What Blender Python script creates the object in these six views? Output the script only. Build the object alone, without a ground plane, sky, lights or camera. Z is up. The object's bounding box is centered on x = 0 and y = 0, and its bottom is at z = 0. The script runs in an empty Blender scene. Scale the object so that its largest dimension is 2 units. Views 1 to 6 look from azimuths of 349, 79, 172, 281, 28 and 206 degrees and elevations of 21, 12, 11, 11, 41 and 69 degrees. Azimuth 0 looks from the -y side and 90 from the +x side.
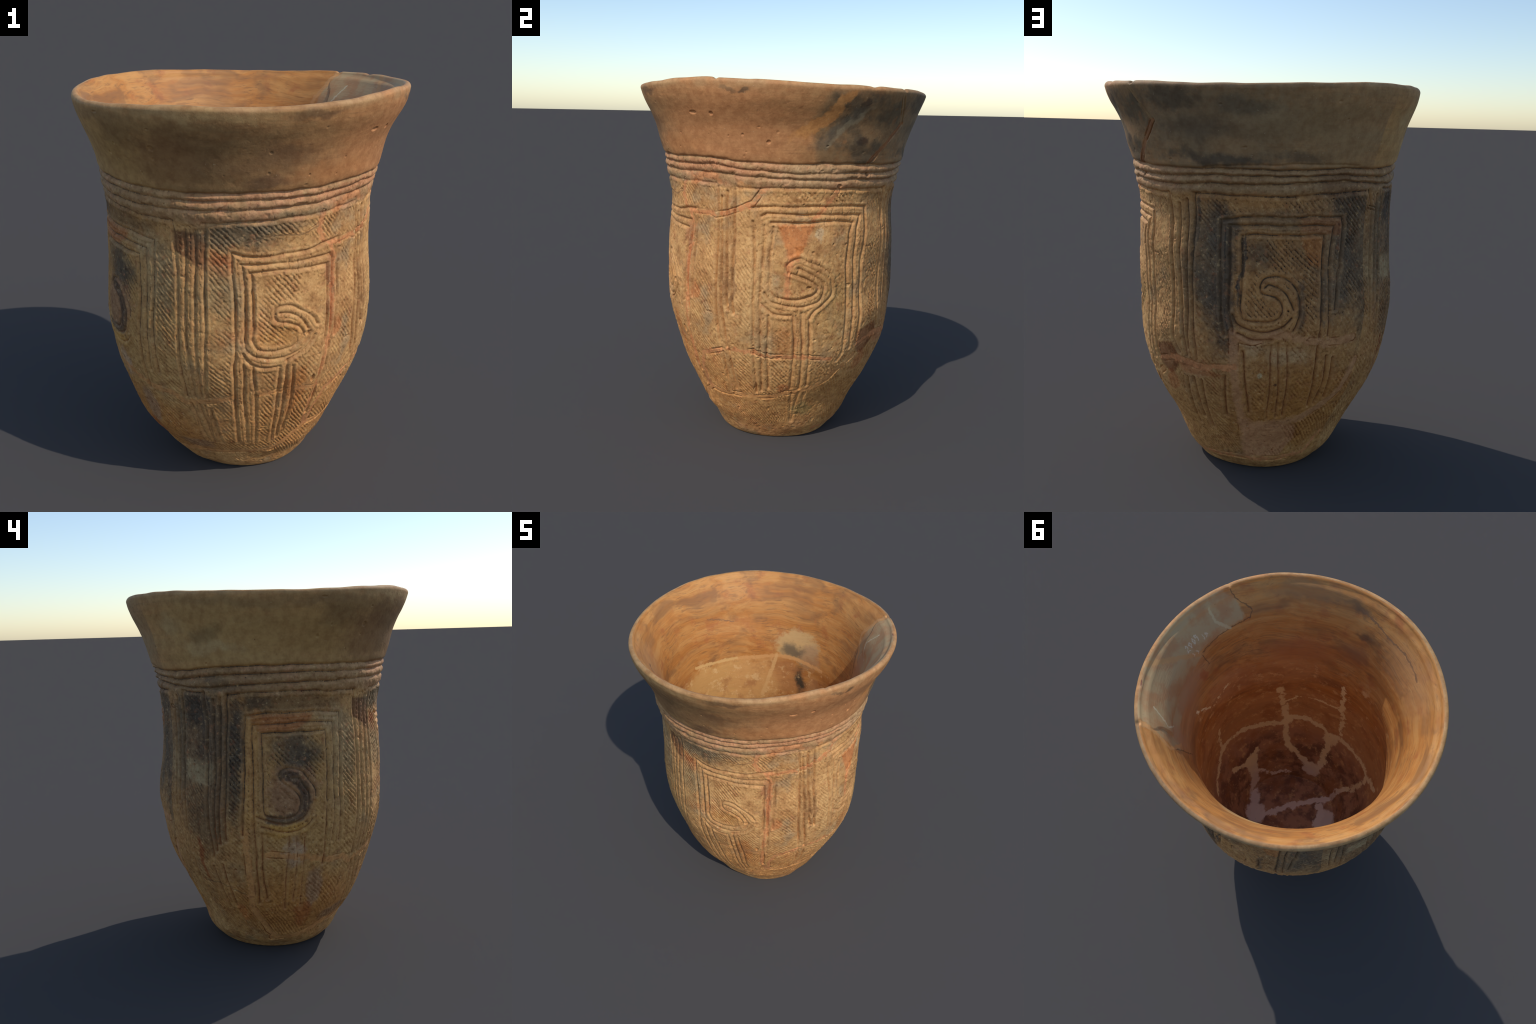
"""A hand-built clay cooking pot of the Jomon kind: flared smooth neck, raised ridges
round the throat, four incised panels with a hooked scroll, bundles of upright ridges
between them and cord-marked fields, put together again from sherds with plaster."""
import bpy, math
import numpy as np

rng = np.random.default_rng(7)
TAU = 2 * np.pi

# ------------------------------------------------------------------ form of the body
# Radius of the outside by height, as a mean profile plus a few lobes round the axis
# (the pot is hand-coiled and not quite round).  Angle 0 looks to -y, 90 to +x.
Z_KNOTS = [-0.02, 0.03, 0.08, 0.16, 0.28, 0.42, 0.58, 0.74, 0.9, 1.05, 1.2, 1.35, 1.46, 1.53, 1.6, 1.68, 1.78, 1.9, 2.02]
PROFILE = {
    "mean": [0.3028, 0.3565, 0.3940, 0.4350, 0.4979, 0.5639, 0.6227, 0.6553, 0.6657, 0.6593, 0.6498, 0.6444, 0.6522, 0.6655, 0.6783, 0.7001, 0.7302, 0.7809, 0.7996],
    "cos1": [-0.0020, -0.0012, -0.0060, 0.0032, 0.0120, 0.0059, -0.0032, 0.0045, 0.0040, 0.0051, 0.0020, 0.0007, -0.0017, -0.0017, -0.0044, -0.0065, -0.0075, -0.0043, -0.0074],
    "sin1": [-0.0310, -0.0318, -0.0298, -0.0264, -0.0338, -0.0302, -0.0235, -0.0233, -0.0275, -0.0184, -0.0163, -0.0164, -0.0144, -0.0128, -0.0094, -0.0086, -0.0110, -0.0043, 0.0048],
    "cos2": [0.0060, 0.0020, -0.0080, -0.0131, -0.0167, -0.0201, -0.0196, -0.0165, -0.0140, -0.0166, -0.0200, -0.0201, -0.0173, -0.0162, -0.0135, -0.0126, -0.0112, -0.0115, -0.0032],
    "sin2": [0.0024, 0.0014, -0.0060, -0.0063, -0.0145, -0.0118, -0.0083, -0.0026, 0.0009, -0.0073, -0.0149, -0.0088, -0.0129, -0.0182, -0.0137, -0.0127, -0.0160, -0.0128, -0.0129],
    "cos3": [-0.0060, -0.0064, -0.0046, -0.0050, -0.0084, -0.0008, -0.0019, -0.0054, -0.0079, -0.0023, 0.0026, -0.0003, 0.0041, 0.0030, 0.0010, 0.0063, 0.0027, 0.0015, 0.0074],
    "sin3": [0.0060, 0.0064, 0.0024, 0.0065, 0.0076, 0.0086, 0.0098, 0.0093, 0.0090, 0.0098, 0.0083, 0.0073, 0.0060, 0.0032, 0.0049, 0.0019, 0.0014, -0.0032, 0.0008],
}
RIM_HEIGHT = [1.9800, 0.0117, 0.0000, -0.0014, 0.0111, 0.0003, -0.0041, -0.0052, -0.0021, -0.0016, -0.0022]
RIM_THICK = 0.036


def natural_spline(x, y, q):
    x, y = np.asarray(x, float), np.asarray(y, float)
    n, h = len(x), np.diff(x)
    A, b = np.zeros((n, n)), np.zeros(n)
    A[0, 0] = A[-1, -1] = 1
    for i in range(1, n - 1):
        A[i, i - 1:i + 2] = h[i - 1], 2 * (h[i - 1] + h[i]), h[i]
        b[i] = 6 * ((y[i + 1] - y[i]) / h[i] - (y[i] - y[i - 1]) / h[i - 1])
    m = np.linalg.solve(A, b)
    q = np.clip(q, x[0], x[-1])
    i = np.clip(np.searchsorted(x, q) - 1, 0, n - 2)
    hh = h[i]
    a = (x[i + 1] - q) / hh
    c = 1 - a
    return a * y[i] + c * y[i + 1] + ((a**3 - a) * m[i] + (c**3 - c) * m[i + 1]) * hh * hh / 6


ZT = np.linspace(-0.02, 2.02, 1600)
LOBES = [natural_spline(Z_KNOTS, PROFILE[k], ZT) for k in ("mean", "cos1", "sin1", "cos2", "sin2", "cos3", "sin3")]


def smooth_radius(a, z):
    r = np.interp(z, ZT, LOBES[0])
    for k in (1, 2, 3):
        r = r + np.interp(z, ZT, LOBES[2 * k - 1]) * np.cos(k * a) + np.interp(z, ZT, LOBES[2 * k]) * np.sin(k * a)
    return r


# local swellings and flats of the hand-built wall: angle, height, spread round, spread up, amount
SWELLS = [(42, 0.85, 17, 0.30, -0.034), (40, 1.42, 16, 0.13, -0.013), (-23, 0.85, 11, 0.40, 0.012), (7, 0.55, 8, 0.25, -0.010), (28, 0.50, 8, 0.25, -0.008),
          (128, 0.80, 13, 0.08, 0.014), (130, 0.58, 13, 0.09, -0.014), (113, 1.12, 14, 0.09, -0.013), (132, 1.05, 12, 0.10, -0.008), (232, 0.85, 12, 0.15, -0.008),
          (100, 0.0, 38, 0.07, 0.032), (160, 0.0, 30, 0.04, -0.010), (0, 0.0, 40, 0.04, 0.003), (120, 0.0, 25, 0.05, 0.012), (-80, 0.0, 40, 0.04, -0.010), (114, 0.18, 18, 0.07, 0.010), (27, 0.13, 20, 0.06, 0.012),
          (55, 1.75, 16, 0.12, 0.006), (3, 0.95, 8, 0.16, -0.008), (29, 1.58, 11, 0.09, -0.012), (236, 0.92, 10, 0.16, -0.006)]


def radius(a, z):
    r = smooth_radius(a, z) + 0.008 * np.clip((z - 1.85) / 0.12, 0, 1)
    for az, h, da, dh, amount in SWELLS:
        d = (a - math.radians(az) + np.pi) % TAU - np.pi
        r = r + amount * np.exp(-(d / math.radians(da))**2 - ((z - h) / dh)**2)
    return r


def rim_height(a):
    h = RIM_HEIGHT[0] + 0 * a
    for k in range(1, 6):
        h = h + RIM_HEIGHT[2 * k - 1] * np.cos(k * a) + RIM_HEIGHT[2 * k] * np.sin(k * a)
    return h


# ------------------------------------------------------------------ noise
PERM = np.random.default_rng(3).permutation(256)
PERM = np.concatenate([PERM, PERM])
GRAD = np.random.default_rng(4).normal(size=(256, 3)).astype(np.float32)
GRAD /= np.linalg.norm(GRAD, axis=1)[:, None]


def noise(P, scale):
    """Gradient noise, about -1 to 1, for points of shape (..., 3)."""
    q = (P * np.float32(scale) + np.float32(50)).astype(np.float32)
    i = np.floor(q).astype(np.int32)
    f = q - i
    w = f * f * f * (f * (f * 6 - 15) + 10)
    i &= 255
    out = 0
    for dx in (0, 1):
        wx = w[..., 0] if dx else 1 - w[..., 0]
        px = PERM[(i[..., 0] + dx) & 255]
        for dy in (0, 1):
            wy = wx * (w[..., 1] if dy else 1 - w[..., 1])
            py = PERM[px + ((i[..., 1] + dy) & 255)]
            for dz in (0, 1):
                g = GRAD[PERM[py + ((i[..., 2] + dz) & 255)]]
                d = g[..., 0] * (f[..., 0] - dx) + g[..., 1] * (f[..., 1] - dy) + g[..., 2] * (f[..., 2] - dz)
                out = out + d * wy * (w[..., 2] if dz else 1 - w[..., 2])
    return out * 1.6


def fbm(P, scale, octaves):
    out, amp = 0, 1.0
    for o in range(octaves):
        out = out + noise(P + np.float32(3.7 * o), scale * 2**o) * amp
        amp *= 0.5
    return out


def smooth(lo, hi, x):
    t = np.clip((x - lo) / (hi - lo), 0, 1)
    return t * t * (3 - 2 * t)


# ------------------------------------------------------------------ the incised design
# Every line is a run of (angle in degrees, height) points on the outside.
def ring(points):
    a, z = zip(*sorted((p[0] % 360, p[1]) for p in points))
    return lambda q: np.interp(np.degrees(q) % 360, a, z, period=360)


THROAT = [
    ring([(-134, 1.588), (-114, 1.594), (-95, 1.612), (-60, 1.614), (-26, 1.609), (5, 1.609), (33, 1.614), (50, 1.606), (68, 1.597), (95, 1.597), (110, 1.588), (145, 1.580), (165, 1.586), (201, 1.592)]),
    ring([(-123, 1.547), (-95, 1.572), (-59, 1.576), (-31, 1.574), (-7, 1.575), (30, 1.575), (50, 1.573), (65, 1.559), (85, 1.548), (129, 1.544), (148, 1.551), (170, 1.558), (200, 1.562), (214, 1.556)]),
    ring([(-115, 1.507), (-96, 1.515), (-75, 1.523), (-57, 1.528), (-26, 1.533), (0, 1.533), (28, 1.535), (49, 1.534), (58, 1.528), (72, 1.521), (95, 1.516), (115, 1.510), (139, 1.511), (153, 1.518), (177, 1.520), (191, 1.530), (215, 1.528)]),
    ring([(-122, 1.488), (-98, 1.474), (-67, 1.484), (-38, 1.471), (-26, 1.471), (8, 1.485), (25, 1.484), (46, 1.482), (58, 1.468), (72, 1.472), (88, 1.476), (103, 1.470), (118, 1.462), (133, 1.465), (146, 1.470), (183, 1.466), (200, 1.474), (226, 1.482)]),
]


def along(fn, a0, a1, step=3):
    return [(a, float(fn(np.radians(a)))) for a in np.arange(a0, a1 + step, step)]


THROAT_LINES = [along(THROAT[0], 0, 357), along(THROAT[1], 0, 357), along(THROAT[2], 0, 357)]
THROAT_LINES[0] += THROAT_LINES[0][:1]; THROAT_LINES[1] += THROAT_LINES[1][:1]; THROAT_LINES[2] += THROAT_LINES[2][:1]
FIELD_TOPS = [along(THROAT[3], a, b) for a, b in ((-98, -39), (-26, 44), (58, 131), (146, 224), (-121, -111))]
SIDE_THREAD = [[(152, 1.592), (165, 1.603), (177, 1.614), (189, 1.620), (206, 1.614), (216, 1.604)]]

# bundles of upright ridges between the panels
PILLARS = [
    [[(-38, 1.470), (-37, 1.195), (-37, 0.697), (-37, 0.586)], [(-33, 1.43), (-34, 1.1), (-33, 0.70), (-33, 0.59)], [(-29, 1.434), (-30, 1.1), (-30, 0.60)], [(-25, 1.468), (-26, 1.25), (-26, 0.95), (-28, 0.59)],
     [(-36, 0.54), (-31, 0.28)], [(-32, 0.54), (-28, 0.28)], [(-27, 0.52), (-24, 0.27)]],
    [[(47, 1.466), (48, 1.34), (47, 1.03), (47, 0.80), (48, 0.60)], [(49.3, 1.42), (50, 1.2), (50.5, 0.84), (52, 0.62)], [(52.5, 1.444), (53, 1.1), (54, 0.84)], [(57, 1.455), (57, 1.25), (56, 1.10), (57, 0.82)], [(49, 0.58), (48, 0.33)], [(53, 0.6), (53, 0.35)]],
    [[(133, 1.467), (134, 1.30), (134, 0.95), (134, 0.75), (137, 0.69)], [(138, 1.42), (138, 1.2), (139, 0.9), (141, 0.68)], [(142, 1.44), (142, 1.15), (142, 0.72)], [(146, 1.468), (145, 1.24), (144.5, 0.9), (146, 0.67)],
     [(139, 0.56), (136, 0.27)], [(143, 0.57), (143, 0.33)], [(147, 0.56), (146, 0.27)]],
    [[(-134, 1.485), (-130, 1.38), (-130, 1.10), (-130, 0.85)], [(-127, 1.46), (-126, 1.2), (-127, 0.9)], [(-122, 1.488), (-122, 1.3), (-123, 1.15), (-123, 0.8), (-121, 0.62)], [(-127, 0.60), (-124, 0.30)], [(-121, 0.58), (-119, 0.33)]],
    [[(-109, 1.49), (-107, 1.31), (-108, 1.17), (-108, 0.78), (-107, 0.62)], [(-104, 1.45), (-104, 1.15), (-105, 0.8), (-105, 0.66)], [(-101, 1.46), (-101, 1.26), (-102, 1.0), (-103, 0.70)], [(-98, 1.472), (-98, 1.31), (-99, 1.1), (-100, 0.72)], [(-108, 0.56), (-105, 0.30)], [(-103, 0.58), (-100, 0.32)]],
]

# one frame, scroll and foot of stems for each of the four panels
FRAMES = [
    [   # front
        [(-15, 1.337), (-10, 1.319), (-3, 1.312), (7, 1.317), (18, 1.322), (28, 1.334), (34, 1.338), (34, 1.309), (32, 1.015), (31, 0.86)],
        [(-11, 1.280), (-4, 1.274), (9, 1.275), (18, 1.276), (29, 1.274), (30, 1.250), (28.5, 1.026), (28, 0.883), (28, 0.744), (27, 0.584)],
        [(-8, 1.237), (-1, 1.239), (9, 1.243), (18, 1.237), (27, 1.232), (26, 1.011), (25, 0.825), (25, 0.676), (25, 0.505), (24, 0.40)],
        [(-15, 1.337), (-15, 1.229), (-14, 1.10), (-14, 0.86), (-15, 0.79), (-15, 0.603), (-15, 0.27)],
        [(-11, 1.272), (-10, 1.162), (-10, 0.979), (-10, 0.887)],
        [(-7.5, 1.235), (-7, 1.139), (-7, 0.978), (-7, 0.920)]],
    [   # right
        [(66, 1.372), (75, 1.384), (86, 1.379), (104, 1.378), (120, 1.373), (121, 1.258), (119.5, 1.110), (120, 0.950), (120.5, 0.790), (120, 0.63)],
        [(70, 1.330), (72, 1.345), (82, 1.342), (99, 1.338), (117, 1.326), (115.5, 1.263), (115, 1.115), (116, 0.956), (116, 0.799), (116, 0.61)],
        [(74, 1.297), (82, 1.299), (92, 1.302), (104, 1.304), (113, 1.293), (111.5, 1.24), (111, 1.067), (112, 0.909), (112, 0.753), (112, 0.584), (110, 0.547)],
        [(66, 1.303), (67, 1.124), (67, 0.929), (66.5, 0.689), (66, 0.35)],
        [(71, 1.282), (71, 1.127), (70, 0.981), (70, 0.856), (70, 0.623), (69, 0.361)],
        [(75, 1.274), (74, 1.129), (74, 1.031), (74, 0.958)], [(74, 0.82), (73, 0.61), (73, 0.383)]],
    [   # back
        [(158, 1.352), (166, 1.371), (184, 1.372), (198, 1.371), (211, 1.364), (212, 1.312), (211, 1.128), (209, 1.09), (207, 0.93)],
        [(161, 1.332), (172, 1.335), (184, 1.334), (195, 1.330), (207, 1.324), (206.5, 1.28), (205, 1.142), (204, 1.0), (204, 0.80)],
        [(166, 1.285), (170, 1.290), (180, 1.289), (193, 1.287), (202, 1.282), (202, 1.227), (201.5, 1.136), (200.5, 0.959), (200, 0.80)],
        [(157, 1.351), (157, 1.140), (158, 0.915), (159, 0.82)], [(161, 1.327), (161, 1.143), (161, 0.965), (163, 0.84)],
        [(166, 1.277), (166, 1.101), (166, 0.945)],
        [(200, 0.752), (200, 0.622), (202, 0.411)], [(205, 0.690), (206, 0.539), (205, 0.42)], [(208.5, 0.677), (210, 0.45)], [(167, 0.741), (168, 0.534), (169, 0.389)], [(159, 0.60), (157, 0.36)]],
    [   # left
        [(-90, 1.368), (-82, 1.384), (-72, 1.381), (-60, 1.380), (-47, 1.367), (-48, 1.158), (-49, 0.961), (-48, 0.700)],
        [(-87, 1.324), (-78, 1.331), (-66, 1.335), (-51, 1.318), (-51, 1.26), (-52, 1.066), (-52, 0.70)],
        [(-83, 1.284), (-76, 1.287), (-66, 1.289), (-55, 1.280), (-55, 1.071), (-56, 0.874), (-55.5, 0.684), (-56, 0.573)],
        [(-90, 1.365), (-90.5, 1.141), (-91, 0.997), (-92, 0.76)], [(-87, 1.322), (-87, 1.094), (-87, 0.852), (-86.5, 0.645), (-87, 0.36)],
        [(-83, 1.280), (-83, 1.141), (-83, 0.95), (-83, 0.901)], [(-84, 0.77), (-84, 0.646), (-84, 0.493), (-83, 0.388)]],
]
SCROLLS = [
    [
        [(14, 0.923), (12, 0.962), (8, 0.987), (4, 0.998), (2, 1.016), (1.5, 1.045), (2.5, 1.072), (5, 1.082), (9, 1.075), (13, 1.047), (17, 1.015), (19, 0.990), (20.5, 0.955)],
        [(4, 1.046), (8, 1.040), (12, 1.014), (15, 0.968), (16, 0.946)],
        [(-7, 0.920), (-5, 0.875), (1, 0.854), (7, 0.860), (11, 0.879), (14, 0.923)],
        [(-10, 0.887), (-7, 0.847), (-1, 0.821), (5, 0.816), (12, 0.838), (15, 0.880), (17, 0.926)],
        [(-11, 0.860), (-9, 0.814), (-6, 0.788), (-1, 0.772), (4, 0.773)], [(7, 0.801), (12, 0.823), (16, 0.854), (19, 0.90)]],
    [
        [(74, 0.958), (77, 0.924), (82, 0.911), (89, 0.912), (94, 0.928), (96, 0.959), (95, 0.985), (91, 1.016), (87, 1.033), (84, 1.045)],
        [(72, 0.942), (75, 0.898), (79, 0.881), (85, 0.870), (91, 0.872), (97, 0.896), (99, 0.955), (98.5, 0.99), (95, 1.028), (91, 1.050), (87, 1.070)],
        [(70, 0.891), (74, 0.847), (77, 0.828), (84, 0.822)],
        [(83, 1.050), (82, 1.087), (85, 1.112), (88, 1.121), (92, 1.101), (98, 1.074), (102, 1.030), (103, 0.972), (103, 0.921), (99, 0.873), (94.5, 0.834), (93, 0.802)]],
    [
        [(166, 0.945), (167, 0.905), (169, 0.893), (175, 0.888), (180, 0.897), (183, 0.931), (183, 0.970), (181, 1.000), (178, 1.012), (175, 1.018), (174, 1.036), (174, 1.063), (176, 1.090), (181, 1.098), (186, 1.079), (190, 1.025), (191, 0.953), (190, 0.900), (188, 0.846)],
        [(176, 1.050), (178, 1.063), (182, 1.045), (185, 1.018), (187, 0.978), (188, 0.947)],
        [(163, 0.915), (164, 0.89), (166, 0.866), (171, 0.844), (176, 0.838), (182, 0.857), (185, 0.885), (187, 0.907)], [(165, 0.83), (171, 0.80), (179, 0.80)]],
    [
        [(-83, 0.901), (-82, 0.867), (-77, 0.853), (-73, 0.854), (-69, 0.884), (-68, 0.931), (-69, 0.971), (-72, 1.007), (-75, 1.033), (-76.3, 1.055), (-76, 1.082), (-74, 1.100), (-71, 1.102), (-67, 1.085), (-64, 1.042), (-61.5, 0.996), (-61, 0.956)],
        [(-71, 1.054), (-68, 1.047), (-66, 1.011), (-64, 0.971), (-64, 0.927), (-65.5, 0.869), (-70, 0.834), (-75, 0.823), (-81, 0.836), (-86, 0.862)],
        [(-84, 0.809), (-79, 0.790), (-74, 0.779), (-70, 0.780), (-66, 0.798), (-63, 0.841)]],
]
STEMS = [
    [[(-7, 0.778), (-6, 0.597), (-5, 0.25)], [(-11, 0.828), (-11, 0.601), (-10, 0.26)], [(4, 0.758), (4, 0.580), (5, 0.25)], [(7, 0.801), (7, 0.572), (8, 0.275)], [(10, 0.76), (11, 0.561), (11, 0.33)]],
    [[(85, 0.814), (86, 0.687), (86, 0.573), (86, 0.39)], [(89, 0.833), (90, 0.649), (91, 0.489), (91, 0.383)], [(93, 0.80), (94, 0.570), (95, 0.399)], [(87, 0.349), (89, 0.14)], [(91.5, 0.356), (90, 0.14)], [(95, 0.342), (96, 0.253)]],
    [[(179, 0.77), (179, 0.60), (179, 0.347)], [(182, 0.78), (183, 0.55), (184, 0.36)], [(186, 0.766), (187, 0.529), (188, 0.365)]],
    [[(-73, 0.754), (-73, 0.640), (-74, 0.488), (-74, 0.326)], [(-70, 0.765), (-69, 0.60), (-70, 0.38)], [(-66, 0.74), (-66, 0.556), (-66, 0.315)]],
]
# joins between sherds, filled with plaster: run of points and half width
SEAMS = [
    ([(-82, 0.66), (-66, 0.631), (-52, 0.590), (-44, 0.587), (-38, 0.545), (-28, 0.570), (-16, 0.606)], 0.014),
    ([(-6, 0.606), (2, 0.614), (11, 0.617), (23, 0.594)], 0.006),
    ([(29, 1.13), (28, 0.88), (26, 0.75), (24, 0.555), (23, 0.427), (26, 0.30)], 0.010),
    ([(-43, 0.160), (-16, 0.170), (7, 0.165), (20, 0.26), (28, 0.303), (43, 0.304), (62, 0.316), (75, 0.320), (83, 0.349), (90, 0.365), (98, 0.376), (108, 0.433), (112, 0.485), (121, 0.56)], 0.010),
    ([(-10, 1.380), (1, 1.410), (14, 1.401), (22, 1.425)], 0.005),
    ([(24, 1.484), (22, 1.416), (24, 1.357), (29, 1.314), (31, 1.25), (30, 1.13)], 0.011),
    ([(30, 1.330), (35, 1.322), (42, 1.332), (46, 1.318), (53, 1.337), (59, 1.361), (66, 1.391), (70, 1.46)], 0.010),
    ([(28, 0.303), (28, 0.43), (33, 0.54), (52, 0.604), (66, 0.612), (73, 0.590), (93, 0.584), (105, 0.557)], 0.009),
    ([(104, 1.461), (101, 1.413), (98, 1.376), (93, 1.315)], 0.010),
    ([(83, 1.115), (82, 1.04), (82, 0.92)], 0.014),
    ([(163, 0.83), (163, 0.672), (164, 0.50), (165, 0.329), (166, 0.10)], 0.020),
    ([(164, 0.803), (171, 0.794), (180, 0.822), (185, 0.826), (193, 0.794), (201, 0.771), (212, 0.763), (219, 0.763)], 0.016),
    ([(166, 0.33), (172, 0.306), (184, 0.315), (199, 0.335), (210, 0.40), (219, 0.47), (223, 0.63)], 0.020),
    ([(122, 0.62), (134, 0.66), (146, 0.640), (163, 0.655)], 0.012),
    ([(111, 0.05), (153, 0.087), (187, 0.075), (210, 0.096), (221, 0.20)], 0.009),
    ([(-91, 0.78), (-91, 0.715), (-90, 0.491), (-91, 0.321), (-84, 0.146), (-78, 0.09)], 0.015),
    ([(-82, 0.090), (-62, 0.097), (-43, 0.17)], 0.012),
    ([(-116, 0.465), (-105, 0.462), (-93, 0.406)], 0.005),
    ([(125, 1.947), (129, 1.853), (132, 1.793), (125, 1.70), (118, 1.60)], 0.006),
    ([(-133, 1.40), (-122, 1.37), (-113, 1.385)], 0.004),
    ([(-124, 1.12), (-115, 0.95), (-113, 0.70)], 0.004),
]
# wider patches of plaster: angle, height, half sizes along and up
FILLS = [(85, 1.235, 0.095, 0.06), (83, 1.145, 0.035, 0.05), (177, 0.215, 0.12, 0.10), (126, 0.635, 0.055, 0.07), (143, 0.60, 0.10, 0.03), (68, 1.41, 0.06, 0.03), (-28, 0.44, 0.03, 0.02)]

# ------------------------------------------------------------------ the grid of the pot
N = 1320
COLS = np.arange(N) / N * TAU
H = rim_height(COLS)
NB, NW, NL, NI, NF = 30, 640, 16, 170, 26
eps = 1e-3


def profile_normal(a, z):
    s = (radius(a, z + eps) - radius(a, z - eps)) / (2 * eps)
    L = np.sqrt(1 + s * s)
    return 1 / L, -s / L


rows_r, rows_z = [], []
for f in np.linspace(0, 1, NB, endpoint=False):                 # underside
    rows_r.append(radius(COLS, 0 * COLS) * f)
    rows_z.append(0.004 * (1 - f**6) + 0 * COLS)
z_top = H - 0.72 * RIM_THICK
V = np.linspace(0, 1, NW)
for v in V:                                                     # outside
    rows_z.append(z_top * v)
    rows_r.append(radius(COLS, z_top * v))
nr, nz = profile_normal(COLS, z_top)
half = RIM_THICK / 2
cr, cz = radius(COLS, z_top) - nr * half, z_top - nz * half
for p in np.linspace(0, np.pi, NL + 2)[1:-1]:                    # rounded lip
    rows_r.append(cr + half * (nr * np.cos(p) - nz * np.sin(p)))
    rows_z.append(cz + half * (nz * np.cos(p) + nr * np.sin(p)))
z_in_low = 0.055
for v in np.linspace(1, 0, NI):                                 # inside
    z = z_in_low + (z_top - z_in_low) * v
    n_r, n_z = profile_normal(COLS, z)
    th = np.interp(z, [0.05, 0.2, 0.9, 1.25, 1.45, 1.60, 1.80, 1.93, 2.0], [0.078, 0.097, 0.096, 0.091, 0.086, 0.078, 0.073, 0.056, 0.046])
    th = RIM_THICK + (th - RIM_THICK) * smooth(0.0, 0.035, z_top - z)
    rows_r.append(radius(COLS, z) - n_r * th)
    rows_z.append(z - n_z * th)
r_floor, z_floor = rows_r[-1], rows_z[-1]
for f in np.linspace(1, 0, NF + 1)[1:]:                          # floor
    rows_r.append(r_floor * f)
    rows_z.append(0.108 + (z_floor - 0.108) * f**3)
RR, ZZ = np.array(rows_r, np.float32), np.array(rows_z, np.float32)
M = len(RR)
P = np.stack([RR * np.sin(COLS), -RR * np.cos(COLS), ZZ], -1).astype(np.float32)


def grid_normals(P):
    du = np.roll(P, -1, 1) - np.roll(P, 1, 1)
    dv = np.empty_like(P)
    dv[1:-1] = P[2:] - P[:-2]
    dv[0], dv[-1] = P[1] - P[0], P[-1] - P[-2]
    n = np.cross(du, dv)
    L = np.linalg.norm(n, axis=-1, keepdims=True)
    n = n / np.maximum(L, 1e-12)
    n[0], n[-1] = (0, 0, -1), (0, 0, 1)
    return n


NRM = grid_normals(P)
W0, W1 = NB, NB + NW
PW = P[W0:W1]
AZ = np.broadcast_to(COLS, (NW, N)).astype(np.float32)
ZW, RW = ZZ[W0:W1], RR[W0:W1]

# hands wander: bend the coordinates a little before measuring distances to lines
AZN = AZ + 0.009 * noise(PW, 5) + 0.004 * noise(PW + 7, 17)
ZN = ZW + 0.006 * noise(PW + 13, 4.5) + 0.0048 * noise(PW + 19, 11)


def round_off(pts, n=5):
    q = np.array([pts[0]] + list(pts) + [pts[-1]], float)
    out = []
    for i in range(1, len(q) - 2):
        a, b, c, d = q[i - 1:i + 3]
        for t in np.arange(n) / n:
            out.append(0.5 * (2 * b + (c - a) * t + (2 * a - 5 * b + 4 * c - d) * t * t + (3 * b - a - 3 * c + d) * t**3))
    return out + [q[-2]]


def distance(lines, curved=False, reach=0.07):
    D = np.full((NW, N), 1.0, np.float32)
    for line in lines:
        pts = round_off(line) if curved else line
        for (a0, z0), (a1, z1) in zip(pts[:-1], pts[1:]):
            a0, a1 = math.radians(a0), math.radians(a1)
            if abs(a1 - a0) > np.pi:
                a1 -= TAU * np.sign(a1 - a0)
            lo, hi = min(z0, z1) - reach, max(z0, z1) + reach
            r0, r1 = max(0, int(lo / 2.01 * NW) - 4), min(NW, int(hi / 1.92 * NW) + 4)
            ra = reach / 0.28 if lo < 0.3 else reach / 0.5
            c0, c1 = int((min(a0, a1) - ra) / TAU * N), int((max(a0, a1) + ra) / TAU * N) + 1
            cols = np.arange(c0, c1) % N
            win = np.ix_(np.arange(r0, r1), cols)
            rad = RW[win]
            du = ((AZN[win] - a0 + np.pi) % TAU - np.pi) * rad
            dz = ZN[win] - z0
            eu = (a1 - a0) * rad
            ez = z1 - z0
            t = np.clip((du * eu + dz * ez) / (eu * eu + ez * ez + 1e-12), 0, 1)
            D[win] = np.minimum(D[win], np.hypot(du - t * eu, dz - t * ez))
    return D


def trough(d, w, deep):
    """A line pressed into soft clay: rounded shoulders, so two of them leave a rounded ridge."""
    return -deep * (1 / (1 + (d / w)**2) - 0.06) * smooth(0.05, 0.03, d)


EDGE = 0.18 * noise(PW, 16)


def spot(a, z, ru, rz):
    du = ((AZ - math.radians(a) + np.pi) % TAU - np.pi) * RW
    return smooth(1.15, 0.75, np.hypot(du / ru, (ZW - z) / rz) + EDGE)


d_throat = distance(THROAT_LINES)
d_tops = distance(FIELD_TOPS)
d_thread = distance(SIDE_THREAD)
d_pillar = [distance(p) for p in PILLARS]
d_frame = [distance(p) for p in FRAMES]
d_scroll = [distance(p, True) for p in SCROLLS]
d_stem = [distance(p) for p in STEMS]
d_seam = [np.maximum(distance([s]) - w, 0) for s, w in SEAMS]
d_seam_all = np.minimum.reduce(d_seam)
d_pill, d_fr, d_sc, d_st = (np.minimum.reduce(x) for x in (d_pillar, d_frame, d_scroll, d_stem))
d_line = np.minimum.reduce([d_throat, d_tops, d_pill, d_fr, d_sc, d_st])

fill = np.zeros((NW, N), np.float32)
for f in FILLS:
    fill = np.maximum(fill, spot(*f))
plaster = np.maximum(fill, smooth(0.006, 0.0, d_seam_all + 0.004 * noise(PW, 40)))

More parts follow.
